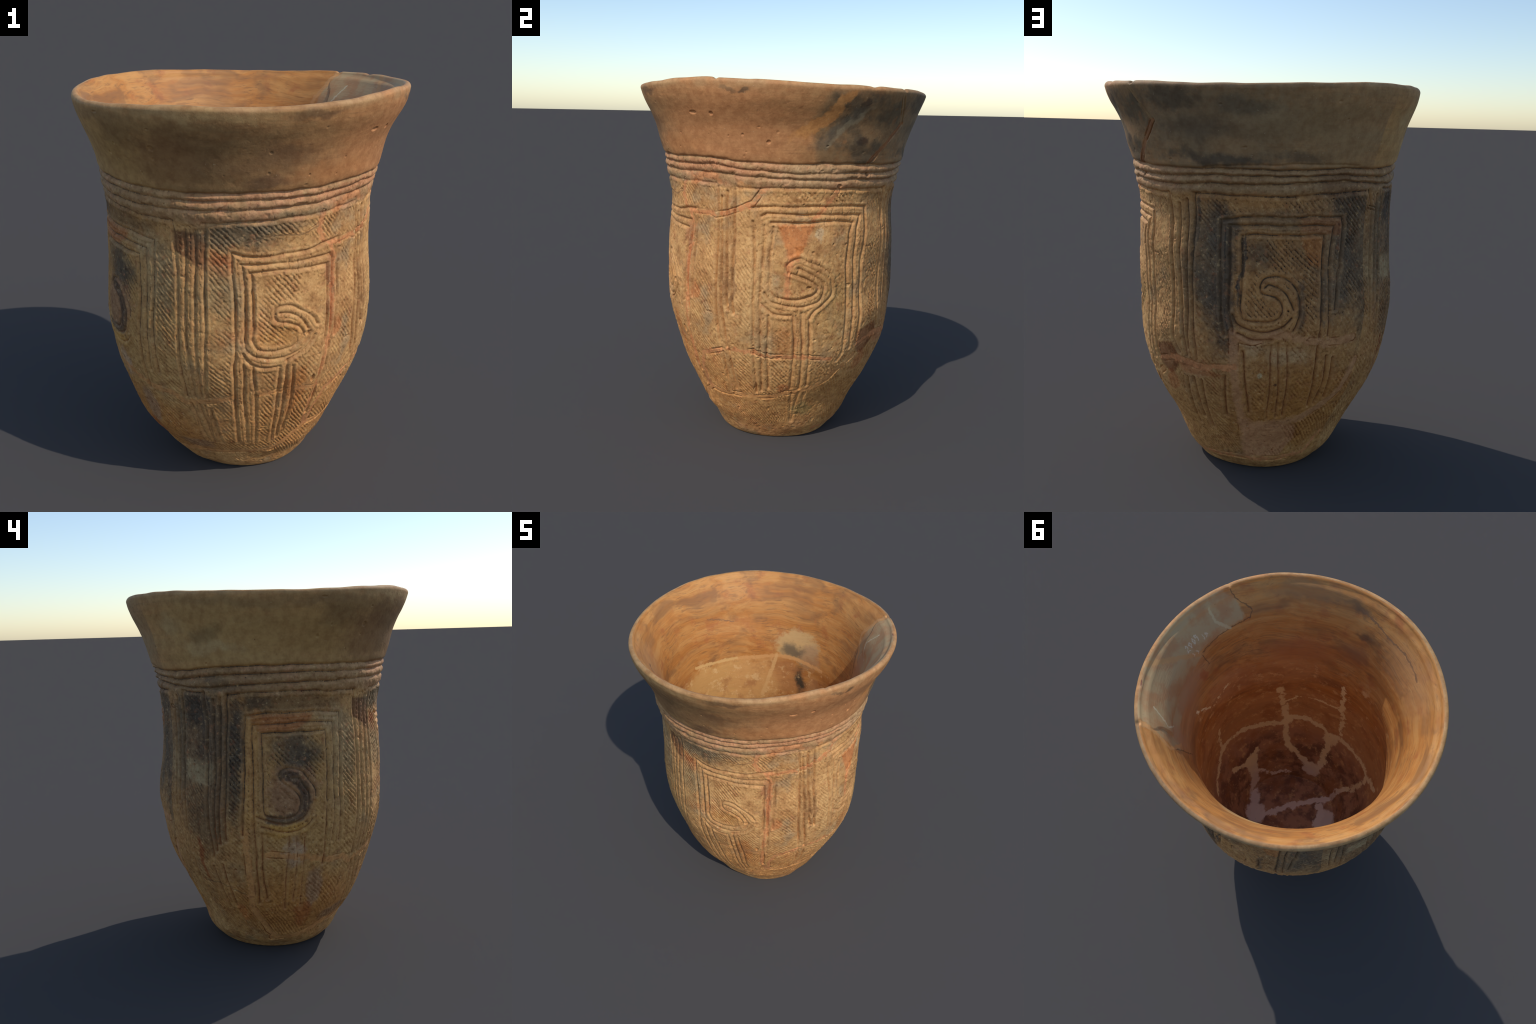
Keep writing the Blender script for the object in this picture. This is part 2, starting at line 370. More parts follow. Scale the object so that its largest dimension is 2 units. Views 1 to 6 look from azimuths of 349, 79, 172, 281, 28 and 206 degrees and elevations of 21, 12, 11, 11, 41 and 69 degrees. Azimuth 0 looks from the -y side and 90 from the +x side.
z1, z2, z3, z4 = (fn(COLS).astype(np.float32)[None] for fn in THROAT)
on_neck = smooth(-0.004, 0.006, ZN - z1)
in_throat = smooth(-0.02, 0.0, ZN - z4) * (1 - on_neck)
wear = 0.78 + 0.75 * noise(PW + 31, 5) + 0.35 * noise(PW + 33, 19)
wear = np.clip(wear, 0.5, 1.25)
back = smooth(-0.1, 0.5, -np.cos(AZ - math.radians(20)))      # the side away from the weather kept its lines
wear = wear + back * (1.15 - wear) * 0.8
low_fade = smooth(0.1, 0.6, ZW) * 0.45 + 0.55

D = np.zeros((NW, N), np.float32)
D -= 0.002 * in_throat
D += trough(d_throat, 0.0075, 0.0165) * np.clip(wear, 0.6, 1.2)
D += trough(d_tops, 0.0070, 0.0130) * np.clip(wear, 0.6, 1.2)
D += trough(d_thread, 0.006, 0.006)
D += trough(np.minimum(d_fr, d_sc), 0.0066, 0.0165) * wear * low_fade
D += 0.0035 * smooth(0.036, 0.018, d_sc)
wear += 0.55 * spot(52, 1.05, 0.12, 0.42)
D += trough(d_pill, 0.0068, 0.0155) * wear * low_fade
D += trough(d_st, 0.0066, 0.0130) * wear * low_fade
# bands between the lines stand a little proud of the cord-marked fields
band = smooth(0.028, 0.015, d_line)
field = (1 - band) * (1 - in_throat) * (1 - on_neck)
D -= 0.0028 * field
# rolled cord: slanting rows of beads
U = (AZ - math.radians(45)) * 0.65
ang = math.radians(42)
lean = 2.2 * noise(PW + 41, 1.8) + 0.35 * noise(PW + 43, 6)
row = (U * math.cos(ang) + ZW * math.sin(ang)) / 0.0185 + lean + 0.17 * noise(PW, 20)
bead = (U * math.sin(ang) - ZW * math.cos(ang)) / 0.030 + 0.37 * np.floor(row) + 0.9 * noise(PW + 5, 30)
cut = (0.5 + 0.5 * np.cos(TAU * row))**1.4
beads = 0.5 + 0.5 * np.cos(TAU * bead)
force = np.clip(0.55 + 0.9 * noise(PW + 57, 5.0) + 0.8 * noise(PW + 59, 15), 0.06, 1.2)
for a, z, ru, rz, k in ((90, 1.13, 0.22, 0.17, 0.25), (20, 1.10, 0.10, 0.14, 0.2), (100, 0.72, 0.1, 0.2, 0.5), (38, 1.41, 0.1, 0.05, 0.2), (8, 1.37, 0.14, 0.028, 0.12), (-114, 1.08, 0.07, 0.07, 0.1), (-66, 1.43, 0.2, 0.03, 0.1), (30, 0.75, 0.1, 0.4, 0.55)):
    force *= 1 - (1 - k) * spot(a, z, ru, rz)
for a, z, ru, rz, k in ((-12, 1.40, 0.16, 0.07, 1.5), (-70, 1.0, 0.16, 0.22, 1.5), (180, 1.05, 0.25, 0.25, 1.35), (218, 1.2, 0.08, 0.25, 1.6), (-95, 1.0, 0.05, 0.25, 1.6), (128, 1.1, 0.05, 0.35, 1.4), (100, 1.425, 0.30, 0.035, 2.2)):
    force *= 1 + (k - 1) * spot(a, z, ru, rz)
cord = -0.0050 * cut * (0.40 + 0.60 * smooth(0.15, 0.75, beads)) + 0.0018
D += cord * force * field * (1 - plaster) * smooth(0.05, 0.16, ZW)
# pitted, weathered skin, and small cross nicks on the ridges
rough = 1 - 0.75 * on_neck
D += rough * (1 - 0.5 * plaster) * (0.0020 * fbm(PW, 9, 3) + 0.0009 * noise(PW + 3, 62) - 0.0022 * smooth(0.34, 0.68, noise(PW + 9, 40)))
nick = noise(np.stack([AZ * 5, ZW * 2.2, 0 * ZW], -1), 14)
D += in_throat * (0.0026 * noise(PW + 63, 24) - 0.004 * smooth(0.42, 0.6, noise(PW + 65, 14)))
D -= 0.0030 * band * (1 - 0.4 * in_throat) * (1 - on_neck) * smooth(0.36, 0.55, nick)
D += on_neck * 0.0012 * noise(np.stack([np.sin(AZ), np.cos(AZ), ZW * 5], -1), 3.5)
# broad lumps from coil building
D += 0.007 * noise(PW + 51, 6) * smooth(0.16, 0.05, ZW)
# joins: sunken edge on one side, plaster slightly proud or short
edge = np.exp(-((d_seam_all - 0.004) / 0.0035)**2) * smooth(-0.1, 0.35, noise(PW + 23, 9))
D -= 0.0080 * edge
D += plaster * (0.0016 * noise(PW + 91, 7) - 0.0006)
# chips and grit holes
for i in range(230):
    a, z = rng.uniform(0, TAU), rng.uniform(0.1, 1.9)
    rr, deep = rng.uniform(0.004, 0.009), rng.uniform(0.002, 0.006)
    if z > 1.6:
        rr, deep = rr * 0.9, deep * 0.9
    r0 = int(z / 1.96 * NW)
    c0 = int(a / TAU * N)
    win = np.ix_(np.arange(max(0, r0 - 12), min(NW, r0 + 13)), np.arange(c0 - 10, c0 + 11) % N)
    du = ((AZ[win] - a + np.pi) % TAU - np.pi) * RW[win]
    stretch = rng.uniform(0.7, 1.8)
    D[win] -= deep * smooth(1.0, 0.35, np.hypot(du / (rr * stretch), (ZW[win] - z) / rr))
for a, z, ru, rz, deep in ((41, 1.835, 0.022, 0.008, 0.006), (50, 1.83, 0.012, 0.009, 0.006), (73, 1.70, 0.010, 0.009, 0.006), (42, 0.80, 0.02, 0.006, 0.006), (92, 0.97, 0.012, 0.006, 0.009), (79, 0.585, 0.016, 0.006, 0.009), (112.5, 0.965, 0.010, 0.010, 0.008), (-60, 1.93, 0.016, 0.004, 0.005), (21, 0.655, 0.010, 0.02, 0.010), (16, 0.925, 0.012, 0.012, 0.008), (104, 1.485, 0.012, 0.01, 0.008), (118, 1.54, 0.012, 0.012, 0.014), (-40, 1.80, 0.014, 0.012, 0.004)):
    D -= deep * spot(a, z, ru, rz)
# pressing lines in pushes the clay out between them: keep the broad form where it was
def broad(F, rows, cols):
    G = np.concatenate([F[:, -cols:], F, F[:, :cols]], 1)
    c = np.cumsum(np.pad(G, ((0, 0), (1, 0))), 1, dtype=np.float64)
    G = (c[:, 2 * cols + 1:] - c[:, :-2 * cols - 1]) / (2 * cols + 1)
    G = np.pad(G, ((rows, rows), (0, 0)), mode="edge")
    c = np.cumsum(np.pad(G, ((1, 0), (0, 0))), 0)
    return ((c[2 * rows + 1:] - c[:-2 * rows - 1]) / (2 * rows + 1)).astype(np.float32)


D -= 0.9 * broad(broad(D, 12, 12), 12, 12) * smooth(0.02, 0.2, ZW)
D += 0.0045 * noise(PW + 71, 5.5) * smooth(0.75, 0.35, ZW)
D *= smooth(0.0, 0.035, ZW) * smooth(1.0, 0.985, (V[:, None] + 0 * ZW))
P[W0:W1] += NRM[W0:W1] * D[..., None]

# inside: wiped smooth in level strokes, faint steps where sherds meet
I0, I1 = NB + NW + NL, NB + NW + NL + NI
PI = P[I0:I1].copy()
AI = np.arctan2(PI[..., 0], -PI[..., 1])
DI = 0.0030 * noise(PI + 11, 3) + 0.0006 * noise(np.stack([np.sin(AI) * 1.2, np.cos(AI) * 1.2, PI[..., 2] * 9], -1), 2.4) + 0.0009 * noise(PI, 30)
ai = np.degrees(AI) + 3 * noise(PI, 12)
shard = smooth(0.4, -0.4, np.abs(ai - 90 - 0 * ai) - 36.5) * smooth(1.70, 1.76, PI[..., 2] + 0.02 * noise(PI + 4, 9))
DI += shard * (0.004 + 0.012 * smooth(85, 120, ai))
DI -= 0.006 * np.exp(-((ai - 126.8) / 0.5)**2) * smooth(1.6, 1.8, PI[..., 2])
ramp = smooth(0, 24, np.arange(NI))[:, None]
P[I0:I1] += NRM[I0:I1] * (DI * ramp)[..., None]
# lip: shallow dents
L0, L1 = NB + NW, I0
lip_a = (np.degrees(COLS) + 180) % 360 - 180
P[L0:L1, :, 2] += (0.0045 * noise(P[L0:L1] + 2, 7) - 0.012 * np.exp(-((lip_a - 126.5) / 0.9)**2) - 0.008 * np.exp(-((lip_a - 54) / 0.8)**2) - 0.006 * np.exp(-((lip_a - 111) / 1.6)**2)) * np.sin(np.linspace(0, np.pi, NL))[:, None]
P[..., 2] -= P[..., 2].min()
NRM = grid_normals(P)

# ------------------------------------------------------------------ colour tools
def lin(c):
    return tuple(((v / 255 + 0.055) / 1.055)**2.4 if v > 10 else v / 255 / 12.92 for v in c) + (1.0,)


class Nodes:
    def __init__(self, name):
        self.m = bpy.data.materials.new(name)
        self.m.use_nodes = True
        self.t = self.m.node_tree
        self.n, self.l = self.t.nodes, self.t.links
        self.bsdf = self.n["Principled BSDF"]

    def put(self, socket, v):
        if hasattr(v, "is_output") or isinstance(v, bpy.types.NodeSocket):
            self.l.new(v, socket)
        else:
            socket.default_value = v

    def math(self, op, a, b=0.0):
        x = self.n.new("ShaderNodeMath")
        x.operation = op
        self.put(x.inputs[0], a)
        self.put(x.inputs[1], b)
        return x.outputs[0]

    def vec(self, op, a, b=None, scale=None):
        x = self.n.new("ShaderNodeVectorMath")
        x.operation = op
        self.put(x.inputs[0], a)
        if b is not None:
            self.put(x.inputs[1], b)
        if scale is not None:
            self.put(x.inputs["Scale"], scale)
        return x.outputs["Value"] if op in ("LENGTH", "DOT_PRODUCT", "DISTANCE") else x.outputs[0]

    def noise(self, vector, scale, detail=2.0, rough=0.5, colour=False, distortion=0.0):
        x = self.n.new("ShaderNodeTexNoise")
        self.put(x.inputs["Vector"], vector)
        x.inputs["Scale"].default_value, x.inputs["Detail"].default_value = scale, detail
        x.inputs["Roughness"].default_value, x.inputs["Distortion"].default_value = rough, distortion
        return x.outputs["Color" if colour else "Fac"]

    def step(self, v, lo, hi, out=1.0):
        """Smooth ramp: 0 at lo, `out` at hi (lo may be above hi)."""
        x = self.n.new("ShaderNodeMapRange")
        x.interpolation_type = "SMOOTHSTEP"
        self.put(x.inputs["Value"], v)
        a, b, c, d = (lo, hi, 0.0, out) if lo < hi else (hi, lo, out, 0.0)
        for k, s in zip(("From Min", "From Max", "To Min", "To Max"), (a, b, c, d)):
            x.inputs[k].default_value = s
        return x.outputs[0]

    def mix(self, base, colour, fac, blend="MIX"):
        x = self.n.new("ShaderNodeMix")
        x.data_type, x.blend_type = "RGBA", blend
        self.put(x.inputs[0], fac)
        self.put(x.inputs[6], base)
        self.put(x.inputs[7], colour)
        return x.outputs[2]

    def start(self, seam=-135):
        self.seam = seam
        c, k = math.cos(math.radians(seam + 180)), math.sin(math.radians(seam + 180))
        self.shared = {}
        self.obj = self.n.new("ShaderNodeTexCoord").outputs["Object"]
        s = self.n.new("ShaderNodeSeparateXYZ")
        self.l.new(self.obj, s.inputs[0])
        self.x, self.y, self.z = s.outputs
        # unrolled coordinates: u in metres round the pot (seam behind a ridge bundle), height
        a = self.math("ARCTAN2", self.math("ADD", self.math("MULTIPLY", self.x, c), self.math("MULTIPLY", self.y, k)), self.math("SUBTRACT", self.math("MULTIPLY", self.x, k), self.math("MULTIPLY", self.y, c)))
        c = self.n.new("ShaderNodeCombineXYZ")
        self.l.new(self.math("MULTIPLY", a, 0.65), c.inputs[0])
        self.l.new(self.z, c.inputs[1])
        w1 = self.vec("SCALE", self.vec("SUBTRACT", self.noise(self.obj, 7, 3, colour=True), (0.5, 0.5, 0.5)), scale=0.125)
        w2 = self.vec("SCALE", self.vec("SUBTRACT", self.noise(self.obj, 45, 2, colour=True), (0.5, 0.5, 0.5)), scale=0.022)
        self.warp = self.vec("MULTIPLY", self.vec("ADD", w1, w2), (1, 1, 0))
        self.uz = self.vec("ADD", c.outputs[0], self.warp)
        self.uz_tight = self.vec("ADD", c.outputs[0], self.vec("MULTIPLY", w2, (1, 1, 0)))
        self.grain = self.noise(self.obj, 30, 4, 0.65)

    def u(self, a):
        return ((a - self.seam) % 360 - 180) * math.pi / 180 * 0.65

    def torn(self, k):
        """Grain centred on zero, k strong; shared between the patches that use the same k."""
        if k not in self.shared:
            self.shared[k] = self.math("MULTIPLY", self.math("SUBTRACT", self.grain, 0.5), -2.0 * k)
        return self.shared[k]

    def blob(self, a, z, ru, rz, rot=0.0, amount=1.0, soft=0.6, ragged=0.5):
        centre = (self.u(a), z, 0)
        q = self.vec("SUBTRACT", self.uz, centre)
        if rot:
            c, s = math.cos(math.radians(rot)), math.sin(math.radians(rot))
            t = self.n.new("ShaderNodeCombineXYZ")
            self.l.new(self.vec("DOT_PRODUCT", q, (c / ru, s / ru, 0)), t.inputs[0])
            self.l.new(self.vec("DOT_PRODUCT", q, (-s / rz, c / rz, 0)), t.inputs[1])
            q = t.outputs[0]
        else:
            q = self.vec("MULTIPLY", q, (1 / ru, 1 / rz, 0))
        d = self.vec("LENGTH", q)
        if ragged:
            d = self.math("ADD", d, self.torn(ragged))
        return self.step(d, 1.0 + soft * 0.4, 1.0 - soft * 0.6, amount)

    def poly(self, pts, amount=1.0, soft=0.010):
        """Mask of a convex sherd given by its corners (angle, height)."""
        q = [(self.u(a), z) for a, z in pts]
        area = sum(a[0] * b[1] - b[0] * a[1] for a, b in zip(q, q[1:] + q[:1]))
        best = None
        for a, b in zip(q, q[1:] + q[:1]):
            e = np.array([b[0] - a[0], b[1] - a[1]])
            n = np.array([e[1], -e[0]]) / np.linalg.norm(e) * np.sign(area)
            d = self.vec("DOT_PRODUCT", self.vec("SUBTRACT", self.uz_tight, (a[0], a[1], 0)), (n[0], n[1], 0))
            best = d if best is None else self.math("MAXIMUM", best, d)
        return self.step(best, soft, -soft, amount)

    def run(self, v, pts):
        """Distance from vector v to a run of 3D points."""
        best = None
        for p, q in zip(pts[:-1], pts[1:]):
            p, q = np.array(p, float), np.array(q, float)
            e = q - p
            pa = self.vec("SUBTRACT", v, tuple(p))
            h = self.math("DIVIDE", self.vec("DOT_PRODUCT", pa, tuple(e)), float(e @ e) + 1e-9)
            h = self.math("MINIMUM", self.math("MAXIMUM", h, 0.0), 1.0)
            x = self.n.new("ShaderNodeVectorMath")
            x.operation = "SCALE"
            x.inputs[0].default_value = tuple(e)
            self.l.new(h, x.inputs["Scale"])
            d = self.vec("DISTANCE", pa, x.outputs[0])
            best = d if best is None else self.math("MINIMUM", best, d)
        return best

    def run_uz(self, pts):
        out = [(self.u(a), z, 0.0) for a, z in pts]
        return self.run(self.uz_tight, out)

    def finish(self, colour, rough=0.82, bump=0.25, bump_scale=120, spec=0.3, streak=None):
        self.l.new(colour, self.bsdf.inputs["Base Color"])
        self.bsdf.inputs["Roughness"].default_value = rough
        self.bsdf.inputs["Specular IOR Level"].default_value = spec
        b = self.n.new("ShaderNodeBump")
        b.inputs["Strength"].default_value = bump
        b.inputs["Distance"].default_value = 0.004
        self.l.new(streak if streak is not None else self.noise(self.obj, bump_scale, 3, 0.6), b.inputs["Height"])
        self.l.new(b.outputs[0], self.bsdf.inputs["Normal"])
        return self.m


TAN, DARK, SOOT, PALE = (216, 164, 104), (112, 86, 62), (68, 61, 57), (226, 200, 156)


def spots(N_, col, table):
    for a, z, ru, rz, rot, c, amount, *rest in table:
        col = N_.mix(col, lin(c), N_.blob(a, z, ru, rz, rot, amount, *rest))
    return col


def clay_outside(name):
    N_ = Nodes(name)
    N_.start()
    big = N_.noise(N_.obj, 2.6, 4, 0.6)
    mid = N_.noise(N_.obj, 11, 4, 0.6)
    col = N_.mix(lin(TAN), lin((188, 137, 82)), N_.step(big, 0.38, 0.66))
    col = N_.mix(col, lin((174, 124, 74)), N_.step(mid, 0.48, 0.75, 0.6))
    col = N_.mix(col, lin((224, 180, 116)), N_.step(mid, 0.46, 0.25, 0.55))
    col = N_.mix(col, lin((176, 150, 112)), N_.step(N_.noise(N_.obj, 5.5, 3, 0.6), 0.52, 0.70, 0.6))
    col = N_.mix(col, lin((204, 136, 82)), N_.step(N_.noise(N_.obj, 4.2, 3, 0.6), 0.56, 0.72, 0.5))
    # browner sides and back, ochre foot
    col = spots(N_, col, [
        (180, 1.0, 0.55, 0.75, 0, (192, 136, 80), 0.75, 1.2, 0.4), (-110, 1.0, 0.42, 0.7, 0, (184, 132, 78), 0.75, 1.2, 0.4),
        (-60, 0.9, 0.40, 0.6, 0, (196, 150, 88), 0.6, 1.2, 0.4),
        (-70, 0.30, 0.50, 0.25, 0, (196, 130, 62), 0.75, 1.0, 0.4), (20, 0.35, 0.55, 0.28, 0, (208, 146, 82), 0.65, 1.0, 0.4), (110, 0.28, 0.5, 0.22, 0, (206, 148, 84), 0.65, 1.0, 0.4), (200, 0.35, 0.45, 0.3, 0, (194, 130, 62), 0.75, 1.0, 0.4),
        (13, 0.60, 0.06, 0.16, 0, (190, 118, 58), 0.6), (80, 0.66, 0.05, 0.10, 0, (188, 124, 68), 0.6), (4, 0.93, 0.13, 0.05, 0, (200, 138, 68), 0.55, 0.9), (-20, 1.27, 0.08, 0.04, 0, (176, 104, 62), 0.55),
    ])
    col = N_.mix(col, lin((116, 66, 36)), N_.poly([(-38.5, 1.43), (-38.5, 1.335), (-33, 1.30), (-25, 1.245), (-25, 1.42)], 0.85))
    col = N_.mix(col, lin((168, 92, 48)), N_.poly([(-24, 1.36), (-23, 1.28), (-15, 1.27), (-15, 1.32)], 0.6))
    # smoke and soot, fading softly
    col = spots(N_, col, [
        (-14, 1.40, 0.20, 0.07, 0, (112, 100, 78), 0.8, 1.0), (0, 1.445, 0.22, 0.03, 0, (116, 102, 80), 0.6, 1.0), (-20, 1.16, 0.12, 0.10, 30, (146, 124, 88), 0.55, 1.2), (-44, 1.2, 0.07, 0.18, 0, (146, 128, 96), 0.5, 1.2),
        (157, 1.08, 0.075, 0.38, 0, (86, 78, 68), 0.8, 1.3), (159, 1.10, 0.04, 0.32, 0, (58, 54, 52), 0.85, 1.2), (162, 0.88, 0.035, 0.16, 0, SOOT, 0.7, 1.0), (150, 1.03, 0.06, 0.12, 20, SOOT, 0.75, 1.0), (155, 1.30, 0.11, 0.10, 0, (74, 68, 62), 0.7, 1.2), (146, 1.27, 0.014, 0.20, 0, SOOT, 0.8), (142, 1.05, 0.025, 0.18, 0, DARK, 0.6, 1.0), (150, 1.16, 0.10, 0.3, 0, (124, 104, 80), 0.6, 1.2),
        (172, 1.20, 0.08, 0.09, 30, (92, 80, 66), 0.7, 1.2), (166, 1.12, 0.013, 0.18, 0, (54, 52, 52), 0.9), (191, 0.96, 0.022, 0.12, 0, SOOT, 0.65, 0.9), (214, 1.22, 0.06, 0.18, 20, (80, 72, 64), 0.75, 1.2), (209, 1.00, 0.07, 0.12, 0, (98, 88, 72), 0.7, 1.3), (202, 1.0, 0.013, 0.14, 0, SOOT, 0.6), (216, 1.42, 0.13, 0.06, 0, (100, 78, 58), 0.75, 1.0), (178, 1.36, 0.2, 0.05, 0, (120, 100, 76), 0.6, 1.2),
        (222, 1.22, 0.34, 0.36, 0, (104, 90, 74), 0.75, 1.3), (-116, 1.20, 0.30, 0.36, 0, (104, 90, 74), 0.65, 1.3),
        (-114, 1.42, 0.12, 0.11, 0, (68, 60, 52), 0.85, 1.0), (-105, 1.28, 0.10, 0.22, 0, (84, 70, 58), 0.8, 1.1), (-94, 1.28, 0.042, 0.21, 0, (66, 60, 54), 0.75, 1.2), (-95, 1.03, 0.046, 0.22, 0, (86, 74, 60), 0.75, 1.2), (-105, 0.93, 0.07, 0.26, 0, (110, 84, 62), 0.75, 1.1), (-124, 1.2, 0.06, 0.28, 0, (108, 92, 72), 0.7, 1.0), (224, 1.0, 0.05, 0.3, 0, (112, 92, 70), 0.6, 1.0), (-112, 0.78, 0.10, 0.16, 20, (112, 88, 64), 0.6, 1.1),
        (-70, 1.20, 0.12, 0.09, 0, (106, 90, 72), 0.75, 1.1), (-66, 1.16, 0.10, 0.08, 20, (84, 74, 62), 0.7, 1.3), (-71, 0.98, 0.13, 0.14, 0, (156, 112, 84), 0.7), (-70, 1.44, 0.26, 0.05, 0, (134, 100, 64), 0.75, 0.9), (-85, 1.42, 0.08, 0.06, 0, (88, 74, 58), 0.65, 1.0),
    ])
    # pale greyish smears, orange fired patches
    col = N_.mix(col, lin((190, 160, 118)), N_.poly([(-121, 1.16), (-121, 1.03), (-108, 1.01), (-108, 1.08)], 0.75))
    col = N_.mix(col, lin((200, 128, 68)), N_.poly([(191, 1.28), (195, 1.15), (201.5, 1.13), (202, 1.28)], 0.7))
    col = N_.mix(col, lin((174, 104, 58)), N_.poly([(191, 1.37), (191, 1.30), (211, 1.28), (211, 1.365)], 0.5))
    col = N_.mix(col, lin((180, 104, 54)), N_.poly([(-88, 1.375), (-85, 1.29), (-70, 1.29), (-62, 1.345), (-62, 1.375)], 0.75))
    col = N_.mix(col, lin((206, 150, 84)), N_.poly([(-90, 1.36), (-91.5, 0.8), (-86, 0.8), (-84.5, 1.33)], 0.75))
    col = N_.mix(col, lin((216, 130, 68)), N_.poly([(77, 1.292), (80, 1.20), (82.5, 1.115), (86.5, 1.11), (94, 1.292)], 0.85))
    col = N_.mix(col, lin((140, 82, 42)), N_.poly([(120, 0.62), (121, 0.70), (132, 0.735), (137, 0.66), (132, 0.58), (126, 0.54)], 0.85))
    col = N_.mix(col, lin((184, 110, 60)), N_.poly([(134, 0.64), (137, 0.675), (146, 0.645), (160, 0.655), (158, 0.60), (138, 0.585)], 0.7))
    col = N_.mix(col, lin((208, 148, 104)), N_.poly([(165, 0.325), (166, 0.10), (190, 0.10), (199, 0.20), (196, 0.32), (180, 0.312)], 0.75))
    col = spots(N_, col, [
        (-131, 1.09, 0.05, 0.12, 0, (184, 154, 110), 0.5, 1.0), (-52, 1.33, 0.08, 0.06, 0, (188, 156, 112), 0.55, 1.0), (-50, 1.17, 0.05, 0.16, 0, (188, 156, 108), 0.4, 1.0), (-111, 1.07, 0.09, 0.07, 0, (166, 144, 106), 0.5, 1.0),
        (-74, 0.79, 0.12, 0.05, 0, (206, 152, 76), 0.8), (-85, 1.34, 0.03, 0.05, 0, (186, 124, 64), 0.7),
        (-114, 0.60, 0.02, 0.12, 10, (164, 90, 46), 0.8), (-60, 0.44, 0.05, 0.12, 0, (174, 136, 104), 0.7), (-64, 0.27, 0.06, 0.09, 0, (186, 106, 52), 0.7), (-98, 0.28, 0.035, 0.07, 0, (204, 126, 64), 0.8), (-40, 0.23, 0.12, 0.05, 0, (160, 124, 94), 0.6),
        (-71, 0.66, 0.05, 0.07, 0, (196, 162, 132), 0.7), (186, 0.72, 0.12, 0.05, 0, (214, 180, 136), 0.45, 1.0), (171, 0.74, 0.05, 0.06, 0, (208, 174, 132), 0.45, 0.9), (174, 0.62, 0.02, 0.018, 0, (208, 184, 140), 0.7), (96, 1.23, 0.03, 0.03, 0, PALE, 0.6), (128, 0.52, 0.04, 0.06, -20, (190, 112, 60), 0.6), (82, 0.38, 0.05, 0.03, 0, (164, 88, 46), 0.6), (96, 0.21, 0.08, 0.05, 0, (160, 138, 84), 0.6), (182, 0.56, 0.014, 0.008, 0, (84, 46, 34), 0.8),
        (33, 0.90, 0.05, 0.05, 0, (204, 128, 74), 0.7), (28, 1.10, 0.02, 0.17, 0, (178, 116, 80), 0.6), (51, 0.98, 0.035, 0.14, 0, (150, 104, 60), 0.7, 0.9), (56, 0.95, 0.012, 0.18, 0, (132, 90, 54), 0.6), (70, 0.78, 0.015, 0.12, 0, (150, 98, 60), 0.5), (67, 0.9, 0.12, 0.3, 0, (216, 176, 118), 0.4, 1.2), (105, 0.85, 0.12, 0.2, 0, (196, 154, 92), 0.5, 1.2),
    ])
    # the scroll on the left panel is burnished dark
    dark = N_.run_uz([(-75, 1.075), (-70, 1.06), (-66, 1.00), (-65.5, 0.93), (-68, 0.86), (-75, 0.838), (-80, 0.85)])
    col = N_.mix(col, lin((98, 76, 58)), N_.step(dark, 0.034, 0.018, 0.9))
    # plaster in the joins
    for i, (pts, w) in enumerate(SEAMS):
        if pts[0][1] > 1.5:
            continue
        if w < 0.0055:
            col = N_.mix(col, lin((100, 70, 48)), N_.step(N_.run_uz(pts), 0.006, 0.002, 0.5))
            continue
        c = ((222, 142, 88), (206, 154, 88), (206, 148, 104), (224, 154, 86))[0 if pts[0][0] % 360 < 150 else 2 if pts[0][0] % 360 < 230 else 3]
        d = N_.math("ADD", N_.run_uz(pts), N_.torn(-0.035))
        col = N_.mix(col, lin(c), N_.step(d, w * 1.6, w * 0.6, 0.75 if pts[0][0] % 360 < 150 else 0.66))
    return throat_and_grain(N_, col, mid)


